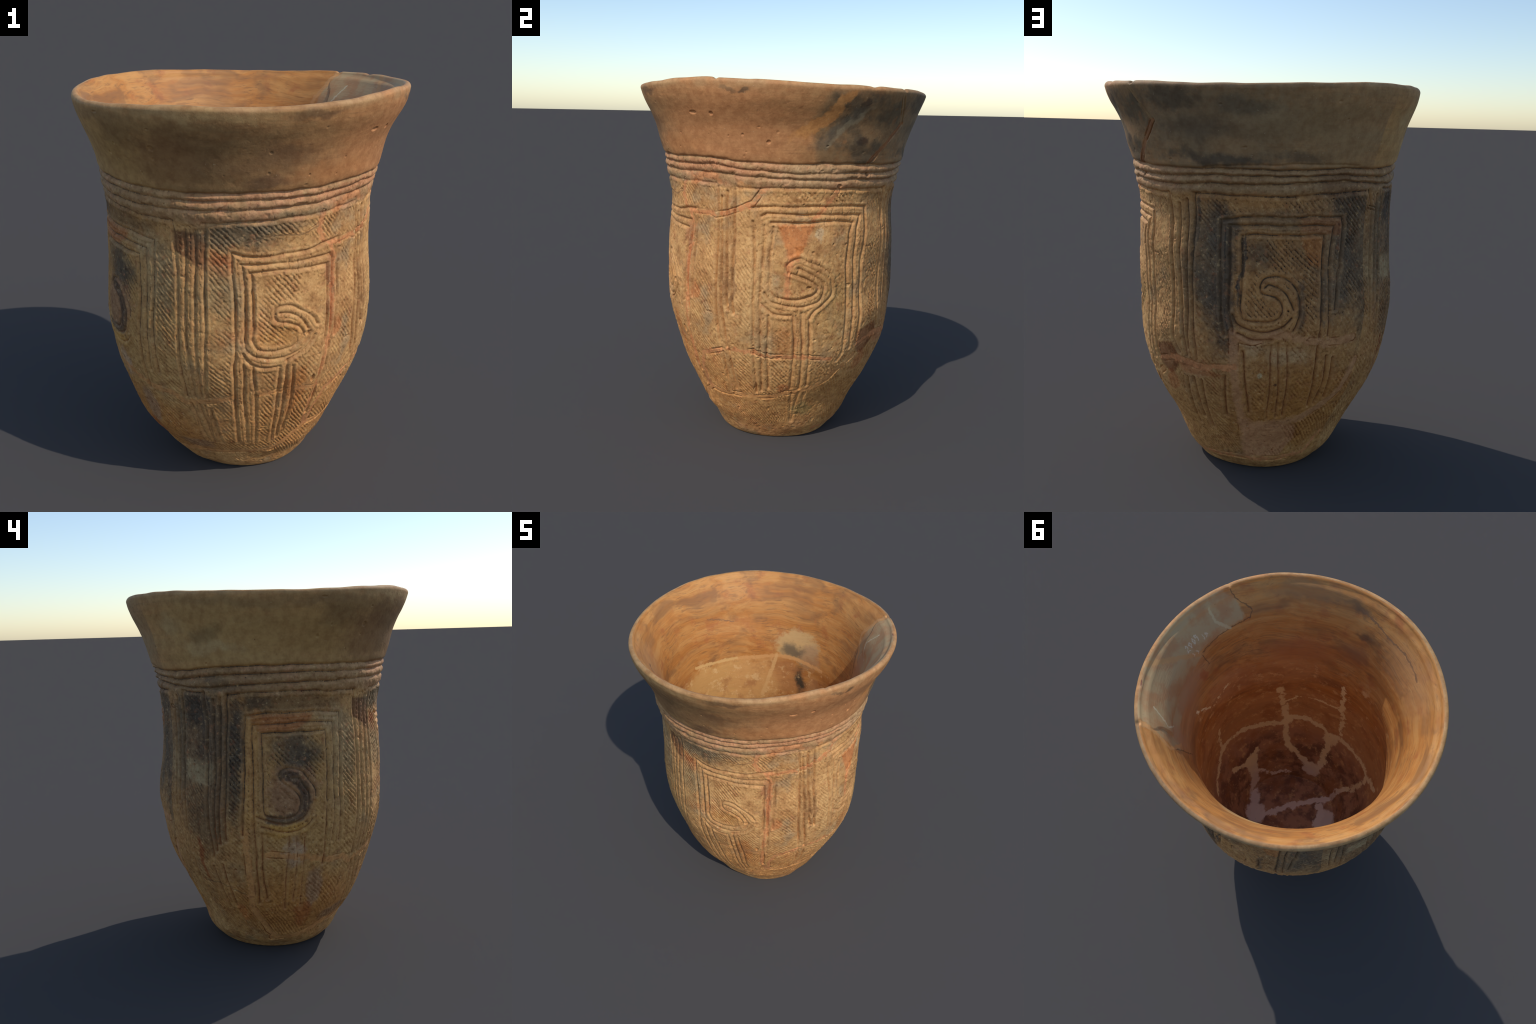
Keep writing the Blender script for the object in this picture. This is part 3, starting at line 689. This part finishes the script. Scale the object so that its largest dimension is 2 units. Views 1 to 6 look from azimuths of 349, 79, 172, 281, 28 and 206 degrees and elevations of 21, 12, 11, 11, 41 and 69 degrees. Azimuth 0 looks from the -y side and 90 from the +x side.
def clay_neck(name):
    """The plain neck: browner, wiped in level strokes."""
    N_ = Nodes(name)
    N_.start()
    level = N_.vec("MULTIPLY", N_.obj, (1, 1, 6.5))
    stroke = N_.noise(level, 3.2, 4, 0.6)
    fine = N_.noise(N_.vec("MULTIPLY", N_.obj, (1, 1, 14)), 7, 3, 0.6)
    neck = N_.mix(lin((176, 132, 84)), lin((204, 148, 94)), N_.step(stroke, 0.36, 0.66))
    neck = N_.mix(neck, lin((146, 108, 70)), N_.step(fine, 0.50, 0.74, 0.6))
    neck = spots(N_, neck, [
        (55, 1.75, 0.48, 0.30, 0, (196, 134, 86), 0.75, 1.2, 0.4), (-60, 1.75, 0.55, 0.25, 0, (186, 144, 86), 0.75, 1.2, 0.4), (-108, 1.75, 0.4, 0.25, 0, (198, 156, 98), 0.7, 1.2, 0.4),
        (155, 1.78, 0.50, 0.26, 0, (142, 118, 88), 0.85, 1.1, 0.5), (205, 1.78, 0.35, 0.2, 0, (168, 136, 96), 0.75, 1.1, 0.5), (175, 1.83, 0.14, 0.06, 0, (172, 144, 106), 0.6, 1.0), (162, 1.69, 0.12, 0.035, -8, (176, 138, 96), 0.7, 0.9), (158, 1.635, 0.22, 0.028, 0, (84, 72, 58), 0.75, 1.0), (142, 1.90, 0.12, 0.06, 0, (92, 80, 64), 0.7, 1.0), (168, 1.86, 0.12, 0.04, 0, (104, 90, 72), 0.6, 1.1), (150, 1.76, 0.14, 0.06, 0, (110, 92, 72), 0.6, 1.1), (190, 1.64, 0.12, 0.03, 0, (104, 84, 64), 0.6, 1.1),
        (-14, 1.76, 0.36, 0.22, 0, (138, 106, 70), 0.7, 1.3), (5, 1.78, 0.12, 0.05, 0, (116, 82, 56), 0.6, 1.1), (-30, 1.82, 0.14, 0.07, 0, (120, 88, 56), 0.55, 1.1), (-52, 1.85, 0.12, 0.06, 0, (122, 92, 58), 0.5, 1.1), (0, 1.655, 0.10, 0.03, 0, (110, 80, 58), 0.6, 1.0), (12, 1.95, 0.10, 0.018, 4, (108, 80, 58), 0.6, 0.8), (25, 1.68, 0.22, 0.05, 0, (196, 132, 80), 0.6, 1.0), (-20, 1.95, 0.3, 0.03, 0, (200, 164, 110), 0.5, 1.0), (-5, 1.74, 0.35, 0.04, 0, (134, 100, 66), 0.5, 1.1),
        (65, 1.94, 0.025, 0.016, 0, (100, 78, 56), 0.8), (59, 1.945, 0.035, 0.012, 0, (116, 88, 62), 0.6), (123, 1.68, 0.11, 0.008, 50, (182, 126, 76), 0.8, 0.3, 0.2),
        (-104, 1.77, 0.08, 0.04, 10, (140, 112, 72), 0.6, 1.1), (-102, 1.71, 0.14, 0.035, 0, (200, 170, 122), 0.5, 1.1), (-120, 1.82, 0.07, 0.06, 0, (196, 166, 118), 0.5, 1.1), (-56, 1.92, 0.18, 0.035, 0, (140, 106, 68), 0.5, 1.1), (-36, 1.75, 0.14, 0.12, 0, (160, 114, 72), 0.5, 1.1), (-90, 1.92, 0.32, 0.025, 0, (150, 116, 74), 0.5, 1.0),
    ])
    # the darker sherd on the right, with an orange band of bare clay across it
    sherd = N_.mix(lin((150, 116, 78)), lin((104, 88, 66)), N_.step(N_.noise(N_.obj, 7, 4, 0.65), 0.40, 0.62))
    sherd = N_.mix(sherd, lin((164, 112, 68)), N_.step(N_.noise(N_.obj, 10, 3, 0.6), 0.58, 0.72, 0.6))
    neck = N_.mix(neck, sherd, N_.poly([(83, 1.60), (87, 1.72), (89, 1.80), (86, 1.94), (128, 1.945), (132, 1.80), (119, 1.58)], 0.9, 0.022))
    neck = spots(N_, neck, [(101, 1.79, 0.16, 0.030, 43, (104, 94, 78), 0.7, 1.0), (94, 1.83, 0.18, 0.030, 45, (202, 140, 80), 0.9, 0.5), (103, 1.785, 0.14, 0.014, 42, (170, 152, 118), 0.45, 1.0), (112, 1.70, 0.02, 0.03, 0, (66, 50, 40), 0.7), (109, 1.90, 0.02, 0.02, 0, (70, 54, 44), 0.6)])
    for pts, c in (([(125, 1.96), (129, 1.853), (132, 1.793)], (158, 124, 84)), ([(132, 1.793), (125, 1.70), (117, 1.60)], (160, 104, 62))):
        neck = N_.mix(neck, lin(c), N_.step(N_.run_uz(pts), 0.018, 0.006, 0.85))
    lipc = N_.noise(N_.obj, 8, 3)
    neck = N_.mix(neck, lin((196, 156, 108)), N_.math("MULTIPLY", N_.step(N_.z, 1.935, 1.975, 0.65), N_.step(lipc, 0.35, 0.6)))
    shade = N_.step(N_.noise(N_.obj, 24, 5, 0.7), 0.30, 0.72)
    neck = N_.mix(neck, N_.mix(neck, lin((222, 212, 206)), 1.0, "MULTIPLY"), shade)
    neck = N_.mix(neck, lin((226, 204, 168)), N_.step(N_.noise(N_.obj, 85, 2, 0.6), 0.70, 0.80, 0.4))
    return N_.finish(neck, 0.68, 0.25, 110)


def throat_and_grain(N_, col, mid):
    zc = N_.math("ADD", N_.z, N_.math("MULTIPLY", N_.math("SUBTRACT", mid, 0.5), 0.04))
    thr = N_.step(zc, 1.455, 1.49)
    tc = N_.mix(lin((172, 134, 94)), lin((206, 148, 108)), N_.step(mid, 0.4, 0.65))
    tc = spots(N_, tc, [(180, 1.53, 0.7, 0.12, 0, (164, 132, 94), 0.85, 0.8), (-110, 1.53, 0.5, 0.12, 0, (146, 114, 78), 0.8, 0.8), (208, 1.5, 0.14, 0.09, 0, (122, 88, 62), 0.8, 1.0), (-100, 1.53, 0.10, 0.035, 0, (76, 67, 58), 0.7, 1.0), (-50, 1.53, 0.3, 0.12, 0, (172, 136, 90), 0.7, 0.8), (38, 1.50, 0.14, 0.03, 0, (216, 142, 92), 0.9, 0.3), (45, 1.57, 0.35, 0.035, 0, (210, 142, 102), 0.75), (14, 1.505, 0.18, 0.02, 0, (140, 122, 92), 0.8), (90, 1.53, 0.2, 0.07, 0, (192, 160, 120), 0.6), (62, 1.48, 0.05, 0.03, 0, (218, 144, 86), 0.8), (110, 1.535, 0.2, 0.03, 0, (128, 108, 84), 0.5, 1.0)])
    col = N_.mix(col, tc, N_.math("MULTIPLY", thr, 0.8))
    # grain: pale grit and dark flecks
    g1 = N_.noise(N_.obj, 85, 2, 0.6)
    g2 = N_.noise(N_.obj, 120, 2, 0.6)
    col = N_.mix(col, lin((226, 204, 168)), N_.step(g1, 0.66, 0.78, 0.45))
    col = N_.mix(col, lin((84, 60, 44)), N_.step(g2, 0.64, 0.80, 0.45))
    # crease shade painted into the pressed lines along with real residue: soot above, rust brown lower down, mostly on the side away from the sun
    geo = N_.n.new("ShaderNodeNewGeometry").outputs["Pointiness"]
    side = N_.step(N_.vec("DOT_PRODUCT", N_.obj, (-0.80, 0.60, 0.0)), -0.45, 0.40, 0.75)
    stain_shade = N_.mix(lin((150, 84, 40)), lin((70, 58, 50)), N_.step(N_.z, 0.7, 1.0))
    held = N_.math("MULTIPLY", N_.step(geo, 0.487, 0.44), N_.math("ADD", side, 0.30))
    col = N_.mix(col, stain_shade, N_.math("MULTIPLY", held, N_.step(mid, 0.30, 0.55)))
    m1, m2 = N_.noise(N_.obj, 52, 3, 0.6), N_.noise(N_.obj, 34, 3, 0.6)
    col = N_.mix(col, N_.mix(col, lin((176, 156, 134)), 1.0, "MULTIPLY"), N_.step(m1, 0.50, 0.72, 0.65))
    col = N_.mix(col, lin((232, 190, 132)), N_.step(m1, 0.43, 0.26, 0.45))
    col = N_.mix(col, lin((196, 124, 82)), N_.step(m2, 0.55, 0.75, 0.4))
    shade = N_.step(N_.noise(N_.obj, 24, 5, 0.7), 0.30, 0.72)
    col = N_.mix(col, N_.mix(col, lin((214, 202, 194)), 1.0, "MULTIPLY"), shade)
    col = N_.mix(col, lin(TAN), 0.0)
    col.node.name = "tint"
    return N_.finish(col, 0.82, 0.35, 110)


def variant(base, name, tint, amount, rough):
    """The same clay with another finish."""
    m = base.copy()
    m.name = name
    n = m.node_tree.nodes
    n["tint"].inputs[0].default_value, n["tint"].inputs[7].default_value = amount, lin(tint)
    n["Principled BSDF"].inputs["Roughness"].default_value = rough
    return m


# ---- inside
IN_SEAMS = [
    ([(0.24, -0.45, 0.66), (0.17, -0.49, 0.66), (0.08, -0.52, 0.68), (-0.09, -0.50, 0.60), (-0.20, -0.49, 0.62), (-0.35, -0.41, 0.63), (-0.46, -0.32, 0.62), (-0.54, -0.23, 0.69)], 0.016),
    ([(-0.09, -0.50, 0.59), (-0.09, -0.44, 0.41), (-0.10, -0.38, 0.29), (-0.03, -0.34, 0.18)], 0.018),
    ([(0.19, -0.38, 0.39), (0.09, -0.38, 0.31), (-0.01, -0.35, 0.23)], 0.020),
    ([(-0.11, -0.53, 1.30), (-0.13, -0.55, 0.95), (-0.15, -0.53, 0.78), (-0.16, -0.52, 0.66)], 0.012),
    ([(0.26, -0.47, 0.86), (0.19, -0.51, 0.93), (-0.01, -0.55, 0.96), (-0.13, -0.55, 0.95)], 0.009),
    ([(0.29, -0.44, 1.07), (0.27, -0.45, 0.88), (0.26, -0.46, 0.79), (0.24, -0.44, 0.62), (0.21, -0.40, 0.46), (0.17, -0.37, 0.36)], 0.018),
    ([(0.24, -0.43, 0.60), (0.38, -0.33, 0.63), (0.47, -0.22, 0.65), (0.53, -0.03, 0.66)], 0.016),
    ([(0.54, -0.05, 0.92), (0.53, -0.03, 0.65), (0.49, 0.11, 0.56), (0.43, 0.24, 0.51)], 0.012),
    ([(0.43, 0.00, 0.41), (0.37, -0.15, 0.35), (0.36, -0.23, 0.40)], 0.018),
    ([(0.37, -0.15, 0.35), (0.31, -0.09, 0.17), (0.25, 0.04, 0.11), (0.18, 0.16, 0.11)], 0.030),
    ([(0.33, -0.13, 0.25), (0.22, -0.20, 0.13), (0.11, -0.28, 0.13)], 0.012),
    ([(0.18, 0.16, 0.11), (0.08, 0.07, 0.11), (0.00, -0.02, 0.11), (-0.14, -0.15, 0.11), (-0.26, -0.23, 0.11), (-0.29, -0.27, 0.23), (-0.39, -0.29, 0.36), (-0.46, -0.31, 0.59)], 0.016),
    ([(-0.21, -0.14, 0.11), (-0.26, -0.09, 0.11), (-0.26, 0.00, 0.11)], 0.022),
    ([(0.38, -0.35, 1.35), (0.51, -0.18, 1.39), (0.54, -0.04, 1.30), (0.56, 0.10, 1.47)], 0.007),
]
IN_BLOBS = [((-0.10, -0.50, 0.56), 0.06), ((-0.03, -0.35, 0.21), 0.065), ((0.19, 0.13, 0.11), 0.075), ((-0.30, -0.06, 0.11), 0.075), ((0.37, -0.15, 0.35), 0.05), ((0.24, -0.44, 0.62), 0.040)]


def clay_inside(name):
    N_ = Nodes(name)
    N_.start(-75)
    level = N_.vec("MULTIPLY", N_.obj, (1, 1, 8))
    tilt = N_.vec("ADD", level, N_.vec("SCALE", N_.noise(N_.obj, 2.2, 2, colour=True), scale=1.2))
    stroke = N_.noise(tilt, 3.0, 5, 0.62, distortion=0.4)
    fine = N_.noise(N_.vec("MULTIPLY", tilt, (1, 1, 1.4)), 9, 4, 0.65)
    mid = N_.noise(N_.obj, 9, 4, 0.6)
    col = N_.mix(lin((184, 120, 58)), lin((200, 142, 78)), N_.step(stroke, 0.36, 0.66))
    col = N_.mix(col, lin((116, 82, 54)), N_.math("MULTIPLY", N_.step(fine, 0.48, 0.70, 0.6), N_.step(N_.noise(N_.obj, 4, 3, 0.6), 0.34, 0.58)))
    col = N_.mix(col, lin((168, 96, 52)), N_.step(mid, 0.52, 0.72, 0.6))
    col = N_.mix(col, lin((206, 136, 66)), N_.step(fine, 0.46, 0.28, 0.6))
    smear = N_.noise(N_.vec("MULTIPLY", tilt, (1, 1, 0.45)), 2.6, 3, 0.55)
    col = N_.mix(col, lin((134, 92, 56)), N_.step(smear, 0.50, 0.70, 0.65))
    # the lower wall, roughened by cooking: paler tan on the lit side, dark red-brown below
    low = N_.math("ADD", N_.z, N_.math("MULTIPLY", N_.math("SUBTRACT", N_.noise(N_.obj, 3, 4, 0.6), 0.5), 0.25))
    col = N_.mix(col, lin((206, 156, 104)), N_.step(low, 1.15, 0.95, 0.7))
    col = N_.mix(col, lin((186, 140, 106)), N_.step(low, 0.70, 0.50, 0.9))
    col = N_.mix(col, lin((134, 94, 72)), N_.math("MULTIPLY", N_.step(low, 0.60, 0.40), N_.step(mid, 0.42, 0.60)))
    col = spots(N_, col, [
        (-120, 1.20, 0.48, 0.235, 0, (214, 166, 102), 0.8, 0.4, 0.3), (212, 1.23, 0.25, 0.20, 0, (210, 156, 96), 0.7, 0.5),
        (182, 1.53, 0.19, 0.11, 0, (200, 164, 110), 0.85, 0.4), (172, 1.47, 0.10, 0.10, 0, (168, 132, 96), 0.7), (184, 1.49, 0.10, 0.05, 0, (92, 82, 66), 0.8, 1.0), (187, 1.28, 0.14, 0.14, 0, (190, 132, 80), 0.7), (179, 1.27, 0.05, 0.13, 0, (66, 59, 48), 0.95, 0.9), (168, 1.23, 0.07, 0.1, 0, (204, 150, 98), 0.6),
        (30, 1.30, 0.30, 0.22, 0, (204, 154, 104), 0.6, 1.0), (20, 1.55, 0.25, 0.1, 0, (172, 108, 66), 0.6, 1.0), (-10, 1.62, 0.12, 0.1, 0, (150, 98, 64), 0.6, 1.1), (-13, 1.79, 0.06, 0.024, 0, (100, 76, 56), 0.7, 1.0), (-5, 1.908, 0.09, 0.022, 0, (100, 80, 60), 0.7, 1.0), (20, 1.93, 0.25, 0.05, 0, (150, 110, 72), 0.6, 1.0), (-45, 1.80, 0.25, 0.14, 0, (184, 136, 92), 0.5, 1.1),
        (70, 1.35, 0.25, 0.15, 0, (202, 150, 102), 0.7, 1.0),
    ])
    under = N_.step(low, 1.50, 1.36)
    col = N_.mix(col, lin((172, 116, 70)), N_.math("MULTIPLY", under, N_.step(N_.noise(N_.obj, 6, 4, 0.65), 0.48, 0.66, 0.7)))
    col = N_.mix(col, lin((232, 192, 134)), N_.math("MULTIPLY", under, N_.step(N_.noise(N_.obj, 15, 4, 0.7), 0.54, 0.68, 0.6)))
    # grey sherds at the right of the mouth, with straight broken edges
    g = N_.mix(lin((184, 154, 110)), lin((180, 134, 90)), N_.step(mid, 0.42, 0.64))
    col = N_.mix(col, lin((186, 140, 98)), N_.poly([(133, 1.68), (127, 1.46), (98, 1.48), (78, 1.66), (80, 1.77)], 0.55, 0.07))
    for pts in ([(126, 2.05), (130, 1.88), (135, 1.80), (131, 1.65), (102, 1.62), (80, 1.76), (85, 2.05)], [(55, 2.05), (53, 1.93), (47, 1.855), (49, 1.815), (66, 1.80), (81, 1.775), (90, 2.05)]):
        col = N_.mix(col, g, N_.poly(pts, 0.95))
    col = spots(N_, col, [(98, 1.66, 0.12, 0.10, 0, (184, 136, 94), 0.8, 0.8), (123, 1.65, 0.06, 0.12, 0, (184, 138, 98), 0.7, 0.8), (84, 1.62, 0.03, 0.05, 0, (178, 104, 60), 0.7), (111, 1.972, 0.02, 0.012, 0, (122, 66, 50), 0.9)])
    for pts in ([(126.5, 1.98), (130.3, 1.88), (135, 1.80), (131, 1.65), (127, 1.46)], [(54.5, 1.98), (53, 1.93), (47, 1.855), (49, 1.815), (66, 1.80), (80, 1.77), (78, 1.66)]):
        col = N_.mix(col, lin((90, 66, 48)), N_.step(N_.run_uz(pts), 0.005, 0.001, 0.7))
    for pts, c, w in (([(102, 1.966), (94, 1.885), (80, 1.77)], (196, 146, 92), 0.012), ([(126, 1.97), (130, 1.88), (134.5, 1.80), (132, 1.72), (127, 1.62)], (206, 150, 92), 0.010), ([(118, 1.90), (124, 1.80), (120, 1.70)], (206, 188, 150), 0.004), ([(66, 1.94), (66, 1.87), (60, 1.80)], (198, 176, 132), 0.007),
                      ([(160, 1.40), (170, 1.413), (184, 1.439), (197, 1.444), (213, 1.424), (227, 1.432)], (216, 160, 100), 0.013), ([(-133, 1.432), (-117, 1.43), (-101, 1.45)], (224, 180, 116), 0.010), ([(197, 1.444), (201, 1.327), (209, 1.11)], (220, 172, 112), 0.014), ([(-6, 1.909), (-24, 1.859), (-34, 1.865), (-48, 1.85)], (132, 96, 66), 0.004), ([(-117, 1.745), (-135 + 1, 1.69)], (140, 100, 66), 0.004)):
        col = N_.mix(col, lin(c), N_.step(N_.run_uz(pts), w * 1.5, w * 0.6, 0.85))
    # pale writing-like chalk ticks of an old inventory mark
    digits = {"2": [(0, .8), (.5, 1), (.9, .7), (0, 0), (1, .05)], "0": [(.5, 1), (0, .5), (.5, 0), (.9, .5), (.5, 1)], "9": [(.9, .9), (.2, .9), (.2, .5), (.9, .6), (.7, 0)]}
    for k, ch in enumerate("2009"):
        a0, h0, tip = 85.5 - 2.3 * k, 1.838 + 0.003 * k, 0.002 * (k % 2)
        pts = [(a0 - 1.5 * x, h0 + tip + 0.030 * y) for x, y in digits[ch]]
        col = N_.mix(col, lin((222, 208, 180)), N_.step(N_.run_uz(pts), 0.0042, 0.0018, 0.55))
    for a0, h0 in ((75.0, 1.856), (73.2, 1.858), (84.0, 1.815), (81.5, 1.812)):
        col = N_.mix(col, lin((222, 208, 180)), N_.step(N_.run_uz([(a0, h0), (a0 - 0.8, h0 - 0.016), (a0 - 0.2, h0 - 0.022)]), 0.0042, 0.0018, 0.45))
    # pale plaster between the sherds of the floor
    warped = N_.vec("ADD", N_.obj, N_.vec("SCALE", N_.vec("SUBTRACT", N_.noise(N_.obj, 14, 4, 0.7, colour=True), (0.5, 0.5, 0.5)), scale=0.10))
    pl = N_.mix(lin((244, 222, 172)), lin((240, 222, 204)), N_.step(N_.z, 0.35, 0.16))
    for pts, w in IN_SEAMS:
        col = N_.mix(col, pl, N_.step(N_.run(warped, pts), w * 1.7, w * 1.0, 0.92))
    for p, r in IN_BLOBS:
        col = N_.mix(col, pl, N_.step(N_.vec("DISTANCE", warped, p), r * 1.2, r * 0.9, 0.9))
    g1 = N_.noise(N_.obj, 75, 2, 0.65)
    col = N_.mix(col, lin((214, 182, 138)), N_.math("MULTIPLY", N_.step(g1, 0.64, 0.74, 0.55), N_.step(N_.z, 1.45, 1.2)))
    col = N_.mix(col, lin((92, 62, 44)), N_.step(N_.noise(N_.obj, 100, 2), 0.66, 0.8, 0.3))
    return N_.finish(col, 0.62, 0.25, streak=N_.noise(N_.vec("MULTIPLY", N_.obj, (1, 1, 7)), 22, 3), spec=0.4)


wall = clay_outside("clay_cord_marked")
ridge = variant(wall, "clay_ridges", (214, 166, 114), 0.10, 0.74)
smooth_neck = clay_neck("clay_wiped_neck")
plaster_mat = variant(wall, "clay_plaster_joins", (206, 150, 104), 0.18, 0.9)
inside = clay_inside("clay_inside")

# ------------------------------------------------------------------ split into named parts
# quads of the grid: row i to i+1, column j to j+1; every quad gets the number of a part
part = np.zeros((M - 1, N), np.int16)
kinds = []


def kind(name, mat, mask_rows=None, mask=None, parent=None):
    kinds.append((name, mat, parent))
    k = len(kinds) - 1
    if mask_rows is not None:
        part[mask_rows] = k
    if mask is not None:
        sub = part[W0:W1]
        sub[mask] = k
    return k


def between(z, lo, hi):
    return (z >= lo) & (z < hi)


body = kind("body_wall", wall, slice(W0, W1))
kind("foot", wall, slice(0, W0), ZW < 0.055)
for p, d in enumerate(d_seam):
    if SEAMS[p][1] > 0.0055:
        kind("plaster_join", plaster_mat, mask=(d < 0.004) & (ZW < 1.47) & (ZW > 0.055))
for f in FILLS:
    kind("plaster_fill", plaster_mat, mask=(spot(*f) > 0.5) & (d_line > 0.012))
LIMIT = 0.0135
for p in range(5):
    kind("upright_ridge", ridge, mask=(d_pillar[p] < LIMIT + 0.006) & (ZN < z4))
for p in range(4):
    kind("panel_frame", ridge, mask=(d_frame[p] < LIMIT + 0.006) & (ZN < z4 - 0.01))
for p in range(4):
    kind("scroll_stem", ridge, mask=(d_stem[p] < LIMIT) & (d_frame[p] > LIMIT))
for p in range(4):
    kind("scroll_motif", ridge, mask=d_scroll[p] < LIMIT)
for lo, hi in ((z2, z1), (z3, z2), (z4, z3)):
    kind("throat_ridge", ridge, mask=between(ZN, lo, hi))
neck = kind("flared_neck", smooth_neck, mask=ZN >= z1)
kind("rim_lip", smooth_neck, slice(W1 - 1, L0 + NL // 2 + 2))
neck_z = 1.50
rows_mid = ZZ[I0:I1].mean(1)
cut_neck = I0 + int(np.argmax(rows_mid < neck_z))
cut_floor = I1 - 4
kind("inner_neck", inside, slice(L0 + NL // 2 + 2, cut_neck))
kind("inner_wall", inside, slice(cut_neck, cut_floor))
kind("inner_floor", inside, slice(cut_floor, M - 1))

pot = bpy.data.objects.new("clay_pot", None)
pot.empty_display_size = 0.2
bpy.context.collection.objects.link(pot)
pot["label"] = "ancient cord-marked clay pot with flared neck and scroll panels"
pot["category"] = "clay pot"

flatP, flatN = P.reshape(-1, 3), NRM.reshape(-1, 3)
ii, jj = np.meshgrid(np.arange(M - 1), np.arange(N), indexing="ij")
j2 = (jj + 1) % N
quads = np.stack([ii * N + jj, ii * N + j2, (ii + 1) * N + j2, (ii + 1) * N + jj], -1).reshape(-1, 4)
label = part.reshape(-1)
for k, (name, mat, parent) in enumerate(kinds):
    q = quads[label == k]
    if len(q) < 20:
        continue
    used, inv = np.unique(q.ravel(), return_inverse=True)
    me = bpy.data.meshes.new(name)
    me.vertices.add(len(used))
    me.vertices.foreach_set("co", flatP[used].ravel().astype(np.float32))
    me.loops.add(len(inv))
    me.loops.foreach_set("vertex_index", inv.astype(np.int32))
    me.polygons.add(len(q))
    me.polygons.foreach_set("loop_start", np.arange(0, len(inv), 4, dtype=np.int32))
    me.update(calc_edges=True)
    me.polygons.foreach_set("use_smooth", np.ones(len(q), bool))
    me.materials.append(mat)
    me.normals_split_custom_set_from_vertices(flatN[used].astype(np.float32))
    ob = bpy.data.objects.new(name, me)
    ob.parent = pot
    bpy.context.collection.objects.link(ob)
